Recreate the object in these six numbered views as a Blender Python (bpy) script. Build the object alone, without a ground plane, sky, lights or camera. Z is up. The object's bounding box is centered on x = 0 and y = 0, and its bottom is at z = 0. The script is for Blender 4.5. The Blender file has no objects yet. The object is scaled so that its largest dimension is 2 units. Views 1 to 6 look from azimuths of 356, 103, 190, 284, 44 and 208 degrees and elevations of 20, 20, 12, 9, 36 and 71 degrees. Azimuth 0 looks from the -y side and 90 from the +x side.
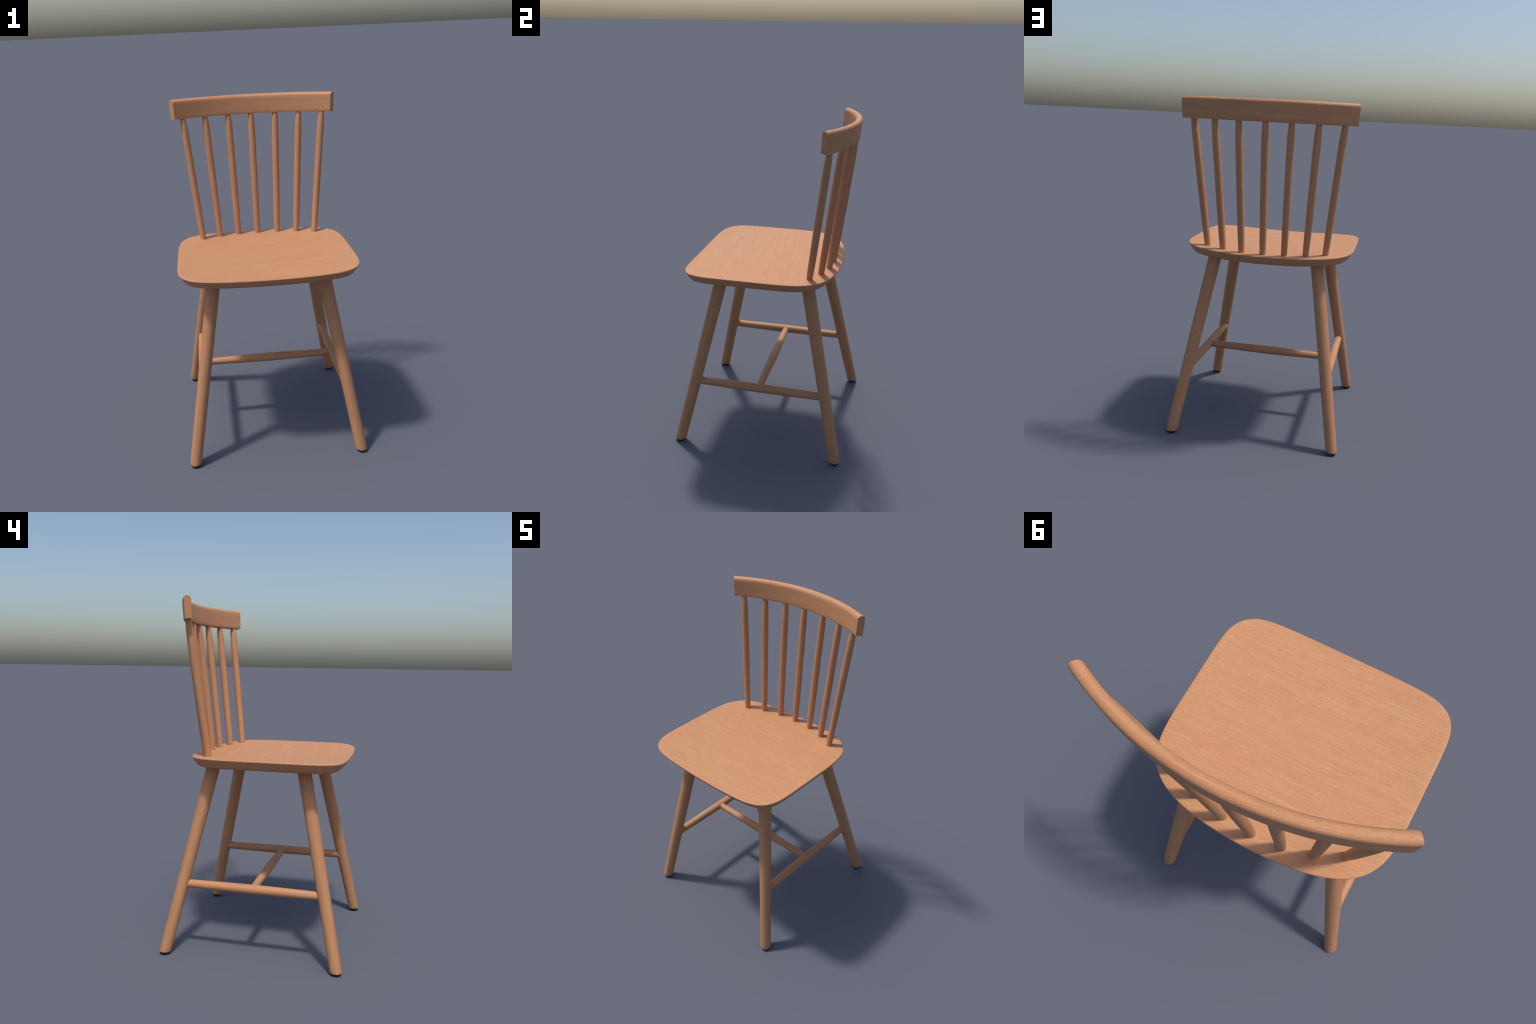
"""Spindle-back wooden dining chair, built part by part (metres, z up, front = -y)."""
import bpy, bmesh, math
from mathutils import Vector, Matrix

# ----------------------------------------------------------------- sizes
SEAT_Z, SEAT_CURVE = 1.1250, 0.070          # top of seat at the middle, rise per x^2
LEG_FOOT, LEG_TOP, LEG_TOP_Z = (0.4925, 0.4942), (0.3130, 0.2640), 1.06
LEG_R_FOOT, LEG_R_TOP = 0.0333, 0.0387
GLIDE_H = 0.0135
RAIL_R, RAIL_Y, RAIL_T = 1.092, 0.4590, 0.0410   # arc radius, middle, thickness
RAIL_Z0, RAIL_Z1, RAIL_LEAN = 1.8812, 2.000, (0.060, 0.095)   # lean at ends, middle


# ----------------------------------------------------------------- helpers
def smoothstep(t):
    t = max(0.0, min(1.0, t))
    return t * t * (3 - 2 * t)


def catmull(points, count):
    """Sample an open Catmull-Rom spline at `count` points per span."""
    p = [Vector(q) for q in points]
    p = [p[0] * 2 - p[1]] + p + [p[-1] * 2 - p[-2]]
    out = []
    for i in range(1, len(p) - 2):
        for k in range(count):
            t = k / count
            a, b, c, d = p[i - 1], p[i], p[i + 1], p[i + 2]
            out.append(0.5 * ((2 * b) + (c - a) * t + (2 * a - 5 * b + 4 * c - d) * t * t
                              + (3 * b - a - 3 * c + d) * t * t * t))
    out.append(p[-2])
    return out


def lerp_table(table, t):
    """Smooth (cosine) interpolation in a short (t, value) profile."""
    for (a, u), (b, v) in zip(table, table[1:]):
        if t <= b:
            return u + (v - u) * (t - a) / (b - a)
    return table[-1][1]


def mesh_object(name, bm, material, parent, smooth_angle=35):
    bmesh.ops.recalc_face_normals(bm, faces=bm.faces)
    me = bpy.data.meshes.new(name)
    bm.to_mesh(me)
    bm.free()
    for poly in me.polygons:
        poly.use_smooth = True
    me.set_sharp_from_angle(angle=math.radians(smooth_angle))
    me.materials.append(material)
    ob = bpy.data.objects.new(name, me)
    bpy.context.collection.objects.link(ob)
    ob.parent = parent
    return ob


def bridge_rings(bm, rings, cap_first=True, cap_last=True):
    """Skin a list of closed vertex rings; ends closed by an n-gon."""
    n = len(rings[0])
    for a, b in zip(rings, rings[1:]):
        for i in range(n):
            j = (i + 1) % n
            bm.faces.new((a[i], a[j], b[j], b[i]))
    if cap_first:
        bm.faces.new(rings[0])
    if cap_last:
        bm.faces.new(rings[-1])


def turned_mesh(profile, segments=40):
    """Lathe: list of (z, radius) around local z, closed at both ends."""
    bm = bmesh.new()
    rings = []
    for z, r in profile:
        rings.append([bm.verts.new((r * math.cos(2 * math.pi * i / segments),
                                    r * math.sin(2 * math.pi * i / segments), z))
                      for i in range(segments)])
    bridge_rings(bm, rings)
    return bm


def axis_matrix(a, b):
    """Frame at a with local z pointing to b."""
    d = (Vector(b) - Vector(a)).normalized()
    q = Vector((0, 0, 1)).rotation_difference(d)
    return Matrix.Translation(Vector(a)) @ q.to_matrix().to_4x4()


# ----------------------------------------------------------------- materials
def wood_material(name, grain, seed=0.0, tone=1.0, contrast=1.0):
    """Oiled beech-like wood. grain: 'x', 'z' (local axis) or 'arc' (rail)."""
    mat = bpy.data.materials.new(name)
    mat.use_nodes = True
    nt = mat.node_tree
    N, L = nt.nodes, nt.links
    bsdf = N["Principled BSDF"]
    tc = N.new("ShaderNodeTexCoord")
    sep = N.new("ShaderNodeSeparateXYZ")
    L.new(tc.outputs["Object"], sep.inputs[0])

    def math_node(op, a, b=None, c=None):
        m = N.new("ShaderNodeMath")
        m.operation = op
        for i, v in enumerate((a, b, c)):
            if v is None:
                continue
            if isinstance(v, (int, float)):
                m.inputs[i].default_value = v
            else:
                L.new(v, m.inputs[i])
        return m.outputs[0]

    X, Y, Z = sep.outputs
    if grain == 'x':
        u, v, w = X, Y, Z
    elif grain == 'z':
        u, v, w = Z, X, Y
    else:                                     # along the bent rail
        yc = math_node('SUBTRACT', Y, RAIL_Y - RAIL_R)
        ang = math_node('ARCTAN2', X, yc)
        u = math_node('MULTIPLY', ang, RAIL_R)
        xx = math_node('MULTIPLY', X, X)
        rad = math_node('SQRT', math_node('MULTIPLY_ADD', yc, yc, xx))
        v, w = Z, rad
    info = N.new("ShaderNodeObjectInfo")
    shift = math_node('MULTIPLY_ADD', info.outputs["Random"], 37.0, seed)
    comb = N.new("ShaderNodeCombineXYZ")
    L.new(math_node('ADD', u, shift), comb.inputs[0])
    L.new(v, comb.inputs[1])
    L.new(w, comb.inputs[2])
    vec = comb.outputs[0]

    # gentle waviness of the fibres
    warp = N.new("ShaderNodeTexNoise")
    warp.inputs["Scale"].default_value = 2.2
    warp.inputs["Detail"].default_value = 1.0
    L.new(vec, warp.inputs["Vector"])
    wv = N.new("ShaderNodeVectorMath")
    wv.operation = 'MULTIPLY_ADD'
    wv.inputs[1].default_value = (0.0, 0.014, 0.014)
    L.new(warp.outputs["Color"], wv.inputs[0])
    L.new(vec, wv.inputs[2])
    vec = wv.outputs[0]

    def noise(scale, detail=2.0, rough=0.55):
        mp = N.new("ShaderNodeMapping")
        mp.inputs["Scale"].default_value = scale
        L.new(vec, mp.inputs["Vector"])
        t = N.new("ShaderNodeTexNoise")
        t.inputs["Scale"].default_value = 1.0
        t.inputs["Detail"].default_value = detail
        t.inputs["Roughness"].default_value = rough
        L.new(mp.outputs[0], t.inputs["Vector"])
        return t.outputs["Fac"]

    def ramp(fac, stops):
        r = N.new("ShaderNodeValToRGB")
        e = r.color_ramp.elements
        while len(e) < len(stops):
            e.new(0.5)
        for el, (p, c) in zip(e, stops):
            el.position = p
            el.color = (c[0], c[1], c[2], 1) if not isinstance(c, float) else (c, c, c, 1)
        L.new(fac, r.inputs[0])
        return r.outputs[0]

    def mix(fac, a, b, mode='MIX'):
        m = N.new("ShaderNodeMix")
        m.data_type = 'RGBA'
        m.blend_type = mode
        for sock, val in ((m.inputs[0], fac), (m.inputs[6], a), (m.inputs[7], b)):
            if isinstance(val, float):
                sock.default_value = val
            elif isinstance(val, tuple):
                sock.default_value = (*val, 1)
            else:
                L.new(val, sock)
        return m.outputs[2]

    def c(r, g, b):
        return (r * tone, g * tone, b * tone)

    # broad pinkish / tan bands, long growth-ring contours, fibres, rays, pores, speckle
    k = contrast
    broad = noise((1.6, 34, 34), 4.0, 0.65)
    tan, pink, pale = (0.516, 0.260, 0.124), (0.518, 0.230, 0.110), (0.538, 0.266, 0.129)
    mean = (0.520, 0.248, 0.118)

    def near(q):
        return c(*[m + (v - m) * k for m, v in zip(mean, q)])
    col = ramp(broad, [(0.32, near(pale)), (0.45, near(tan)), (0.54, near(pink)), (0.66, near(pale))])
    rings = noise((0.8, 7.0, 7.0), 1.0, 0.4)
    wave = math_node('SINE', math_node('MULTIPLY', rings, 95.0))
    col = mix(0.55 * k, col, ramp(wave, [(0.0, 1.0), (0.55, 0.985), (1.0, 0.93)]), 'MULTIPLY')
    fibre = noise((5, 280, 280), 3.0, 0.65)
    col = mix(0.75, col, ramp(fibre, [(0.30, 0.90), (0.50, 0.995), (0.72, 1.09)]), 'MULTIPLY')
    rays = noise((2.4, 270, 270), 1.0, 0.4)
    col = mix(ramp(rays, [(0.61, 0.0), (0.74, 0.55 * k)]), col, c(0.625, 0.345, 0.180))
    pores = noise((55, 460, 460), 1.5, 0.5)
    col = mix(ramp(pores, [(0.58, 0.0), (0.72, 0.36)]), col, c(0.36, 0.165, 0.080))
    speckle = noise((170, 340, 340), 2.0, 0.75)
    col = mix(0.80, col, ramp(speckle, [(0.30, 0.82), (0.50, 1.0), (0.70, 1.14)]), 'MULTIPLY')
    L.new(col, bsdf.inputs["Base Color"])
    L.new(ramp(fibre, [(0.3, 0.62), (0.7, 0.52)]), bsdf.inputs["Roughness"])
    bsdf.inputs["Specular IOR Level"].default_value = 0.32
    bump = N.new("ShaderNodeBump")
    bump.inputs["Strength"].default_value = 0.05
    bump.inputs["Distance"].default_value = 0.002
    L.new(pores, bump.inputs["Height"])
    L.new(bump.outputs[0], bsdf.inputs["Normal"])
    return mat


def rubber_material():
    mat = bpy.data.materials.new("black_rubber")
    mat.use_nodes = True
    nt = mat.node_tree
    b = nt.nodes["Principled BSDF"]
    t = nt.nodes.new("ShaderNodeTexNoise")
    t.inputs["Scale"].default_value = 120
    r = nt.nodes.new("ShaderNodeValToRGB")
    r.color_ramp.elements[0].color = (0.010, 0.010, 0.011, 1)
    r.color_ramp.elements[1].color = (0.020, 0.020, 0.021, 1)
    nt.links.new(t.outputs["Fac"], r.inputs[0])
    nt.links.new(r.outputs[0], b.inputs["Base Color"])
    b.inputs["Roughness"].default_value = 0.6
    return mat


# ----------------------------------------------------------------- seat
def seat_top(x):
    return SEAT_Z + SEAT_CURVE * x * x


def build_seat(parent, material):
    # plan of the right half, front middle to back middle
    half = [(0.0, -0.4822), (0.10, -0.4818), (0.20, -0.4802), (0.29, -0.4767), (0.3680, -0.4682),
            (0.4265, -0.4497), (0.4700, -0.4160), (0.4960, -0.3690), (0.5065, -0.3130), (0.5095, -0.2400),
            (0.5098, -0.1200), (0.5095, 0.0), (0.5083, 0.0900), (0.5042, 0.1550), (0.4940, 0.2150),
            (0.4740, 0.2680), (0.4440, 0.3115), (0.4005, 0.3482), (0.3405, 0.3777), (0.2650, 0.3995),
            (0.1800, 0.4138), (0.0900, 0.4212), (0.0, 0.4236)]
    left = [(-x, y) for x, y in half[-2:0:-1]]
    loop = half + left
    ext = loop[-2:] + loop + loop[:3]
    pts = catmull(ext, 8)
    pts = pts[2 * 8:-(2 * 8 + 1)]                      # exactly one turn
    n = len(pts)

    def normal(i):
        d = (pts[(i + 1) % n] - pts[i - 1]).normalized()
        return Vector((d.y, -d.x))
    normals = [normal(i) for i in range(n)]

    # (inset from outline, depth below the top surface)
    edge = [(0.0050, 0.0), (0.0028, 0.0003), (0.0010, 0.0011), (-0.0006, 0.0024), (-0.0016, 0.0042),
            (-0.0019, 0.0060), (-0.0015, 0.0080), (-0.0003, 0.0102), (0.0012, 0.0124), (0.0120, 0.0280),
            (0.0220, 0.0424), (0.0262, 0.0474), (0.0315, 0.0513), (0.0390, 0.0542), (0.0480, 0.0558),
            (0.0600, 0.0565)]
    bm = bmesh.new()

    def ring(inset, depth, scale=1.0):
        vs = []
        for p, nn in zip(pts, normals):
            q = (p - nn * (inset + 0.0010)) * scale
            vs.append(bm.verts.new((q.x, q.y, seat_top(q.x) - depth)))
        return vs
    inner = [0.06, 0.14, 0.22, 0.30, 0.38, 0.46, 0.54, 0.62, 0.70, 0.78, 0.86, 0.93, 0.975]
    rings = [ring(edge[0][0], 0.0, s) for s in inner]
    rings += [ring(i, d) for i, d in edge]
    rings += [ring(edge[-1][0], edge[-1][1], s) for s in reversed(inner)]
    bridge_rings(bm, rings)
    return mesh_object("seat", bm, material, parent, 40)


# ----------------------------------------------------------------- legs
def build_legs(parent, wood, rubber):
    fx, fy = LEG_FOOT
    tx, ty = LEG_TOP
    lean = math.hypot(fx - tx, fy - ty) / LEG_TOP_Z     # tangent of the splay angle
    ang = math.atan(lean)
    length = LEG_TOP_Z / math.cos(ang)
    seg = 48
    bm = bmesh.new()
    rings = []
    # local z runs up the axis, the leg leans towards local -x going up;
    # foot and top are cut level with the floor, so z is sheared by the splay
    cuts = [(0.0, 0.0052), (0.0008, 0.0030), (0.0024, 0.0012), (0.0046, 0.0003), (0.0075, 0.0)]
    heights = [(GLIDE_H + h, inset) for h, inset in cuts]
    heights += [(GLIDE_H + 0.0075 + (1.088 - GLIDE_H - 0.0075) * k / 24, 0.0) for k in range(1, 25)]
    for h, inset in heights:
        r = LEG_R_FOOT + (LEG_R_TOP - LEG_R_FOOT) * h / LEG_TOP_Z - inset
        ring = []
        for i in range(seg):
            a = 2 * math.pi * i / seg
            x, y = r * math.cos(a), r * math.sin(a)
            # world height of a local point: z*cos(ang) + x*sin(ang)
            z = (h - x * math.sin(ang)) / math.cos(ang)
            ring.append(bm.verts.new((x, y, z)))
        rings.append(ring)
    bridge_rings(bm, rings)
    leg = mesh_object("leg", bm, wood, parent, 50)
    glide_bm = turned_mesh([(0.0, 0.0232), (0.0008, 0.0246), (0.0026, 0.0252), (GLIDE_H + 0.002, 0.0256)], 40)
    glide = mesh_object("foot_glide", glide_bm, rubber, leg, 40)
    tilt = Matrix.Rotation(-ang, 4, 'Y')                # up-axis leans to local -x
    drop = GLIDE_H * lean                               # glide sits under the cut foot
    first = True
    for sx, sy in ((1, -1), (-1, -1), (1, 1), (-1, 1)):
        az = math.atan2(sy * (fy - ty), sx * (fx - tx))
        m = Matrix.Translation((sx * fx, sy * fy, 0)) @ Matrix.Rotation(az, 4, 'Z')
        if first:
            l, g, first = leg, glide, False
        else:
            l, g = leg.copy(), glide.copy()
            bpy.context.collection.objects.link(l)
            bpy.context.collection.objects.link(g)
        l.matrix_local = m @ tilt
        g.parent = l
        g.matrix_parent_inverse = Matrix.Identity(4)
        g.matrix_local = tilt.inverted() @ Matrix.Translation((-drop * 0.5, 0, 0))


# ----------------------------------------------------------------- stretchers
def stretcher_profile(length, r_end, r_mid, steps=28):
    out = []
    for k in range(steps + 1):
        t = k / steps
        s = abs(2 * t - 1)
        f = math.sqrt(s * s + 0.012) - math.sqrt(0.012)          # near-linear taper, soft middle
        f /= math.sqrt(1.012) - math.sqrt(0.012)
        out.append((t * length, r_mid + (r_end - r_mid) * f))
    return out


def build_stretchers(parent, wood):
    z, x, y = 0.4050, 0.4150, 0.400
    bm = turned_mesh(stretcher_profile(2 * y, 0.0232, 0.0271))
    side = mesh_object("side_stretcher", bm, wood, parent, 40)
    side.matrix_local = axis_matrix((x, -y, z), (x, y, z))
    other = side.copy()
    bpy.context.collection.objects.link(other)
    other.matrix_local = axis_matrix((-x, -y, z), (-x, y, z))
    cx = x - 0.012
    bm = turned_mesh(stretcher_profile(2 * cx, 0.0203, 0.0266))
    cross = mesh_object("cross_stretcher", bm, wood, parent, 40)
    cross.matrix_local = axis_matrix((-cx, -0.003, 0.4045), (cx, -0.003, 0.4045))


# ----------------------------------------------------------------- backrest
def build_spindles(parent, wood):
    base = [(0.0, 0.3665), (0.1266, 0.3590), (0.2476, 0.3270), (0.3568, 0.2762)]
    top = [(0.0, 0.4565), (0.1475, 0.4475), (0.2925, 0.4175), (0.4290, 0.3680)]
    profile = [(0.00, 0.0180), (0.06, 0.0193), (0.16, 0.0205), (0.30, 0.0212), (0.45, 0.0216),
               (0.70, 0.0217), (0.82, 0.0216), (0.88, 0.0212), (0.92, 0.0205), (0.955, 0.0193),
               (0.98, 0.0179), (1.00, 0.0166)]
    z_top = 1.879
    first = None
    for i in range(-3, 4):
        s = 1 if i >= 0 else -1
        bx, by = base[abs(i)]
        tx, ty = top[abs(i)]
        shift = 0.0018 if i == 0 else 0.0           # middle spindle sits a hair to the side
        a = Vector((s * bx - shift, by, seat_top(bx)))
        b = Vector((s * tx - 2.4 * shift, ty, z_top))
        length = (b - a).length
        if first is None:
            rows = [(-0.030, 0.0178)]
            rows += [(t * length, r - 0.0003) for t, r in ((k / 60, lerp_table(profile, k / 60)) for k in range(61))]
            rows += [(length + 0.025, 0.0160)]
            ob = mesh_object("spindle", turned_mesh(rows, 36), wood, parent, 40)
            first, base_len = ob, length
        else:
            ob = first.copy()
            bpy.context.collection.objects.link(ob)
        ob.matrix_local = axis_matrix(a, b) @ Matrix.Diagonal((1, 1, length / base_len, 1))


def build_rail(parent, wood):
    """Bent top rail: stadium-topped section swept round an arc, leaning outwards."""
    half = RAIL_T / 2
    zr = RAIL_Z1 - half                                   # where the rounded top begins
    section = []                                          # (w across thickness, z)
    bot = 0.11                                            # underside square to the spindles
    bv = 0.0014
    section += [(-half, RAIL_Z0 + half * bot + bv), (-half + bv * 0.3, RAIL_Z0 + half * bot + bv * 0.3),
                (-half + bv, RAIL_Z0 + half * bot)]
    section += [(half - bv, RAIL_Z0 - half * bot), (half - bv * 0.3, RAIL_Z0 - half * bot + bv * 0.3),
                (half, RAIL_Z0 - half * bot + bv)]
    for k in range(1, 5):
        section.append((half, RAIL_Z0 + (zr - RAIL_Z0) * k / 5))
    for k in range(0, 17):
        a = math.pi * k / 16
        section.append((half * math.cos(a), zr + half * math.sin(a)))
    for k in range(4, 0, -1):
        section.append((-half, RAIL_Z0 + (zr - RAIL_Z0) * k / 5))
    cy = RAIL_Y - RAIL_R
    bm = bmesh.new()
    rings = []
    steps = 72
    ss = [-1.0 + 2.0 * k / steps for k in range(steps + 1)]
    for s, shrink in [(-1, 0.0012)] + [(-0.9975, 0.0003)] + [(q, 0) for q in ss[1:-1]] + [(0.9975, 0.0003), (1, 0.0012)]:
        ring = []
        for w, z in section:
            k = 1 - shrink / half
            wz = w * k
            zz = (z - 1.94) * (1 - shrink / 0.06) + 1.94
            lean = RAIL_LEAN[0] + (RAIL_LEAN[1] - RAIL_LEAN[0]) * math.cos(s * math.pi / 2)
            r = RAIL_R + w + lean * (zz - RAIL_Z0)
            x_end = 0.4885 + 0.0132 * w / half + 0.050 * (zz - RAIL_Z0)
            th = math.asin(x_end / r) * s
            r += wz - w
            ring.append(bm.verts.new((r * math.sin(th), cy + r * math.cos(th), zz)))
        rings.append(ring)
    bridge_rings(bm, rings)
    return mesh_object("top_rail", bm, wood, parent, 32)


# ----------------------------------------------------------------- assemble
chair = bpy.data.objects.new("wooden_chair", None)
bpy.context.collection.objects.link(chair)
chair["label"] = "light beech wooden chair with seven-spindle back and splayed legs"
chair["category"] = "chair"

wood_seat = wood_material("beech_wood_seat", 'x', 3.0, 1.0, 0.85)
wood_turned = wood_material("beech_wood_turned", 'z', 11.0, 0.96)
wood_rail = wood_material("beech_wood_rail", 'arc', 23.0, 1.0, 0.8)
rubber = rubber_material()

build_seat(chair, wood_seat)
build_legs(chair, wood_turned, rubber)
build_stretchers(chair, wood_turned)
build_spindles(chair, wood_turned)
build_rail(chair, wood_rail)
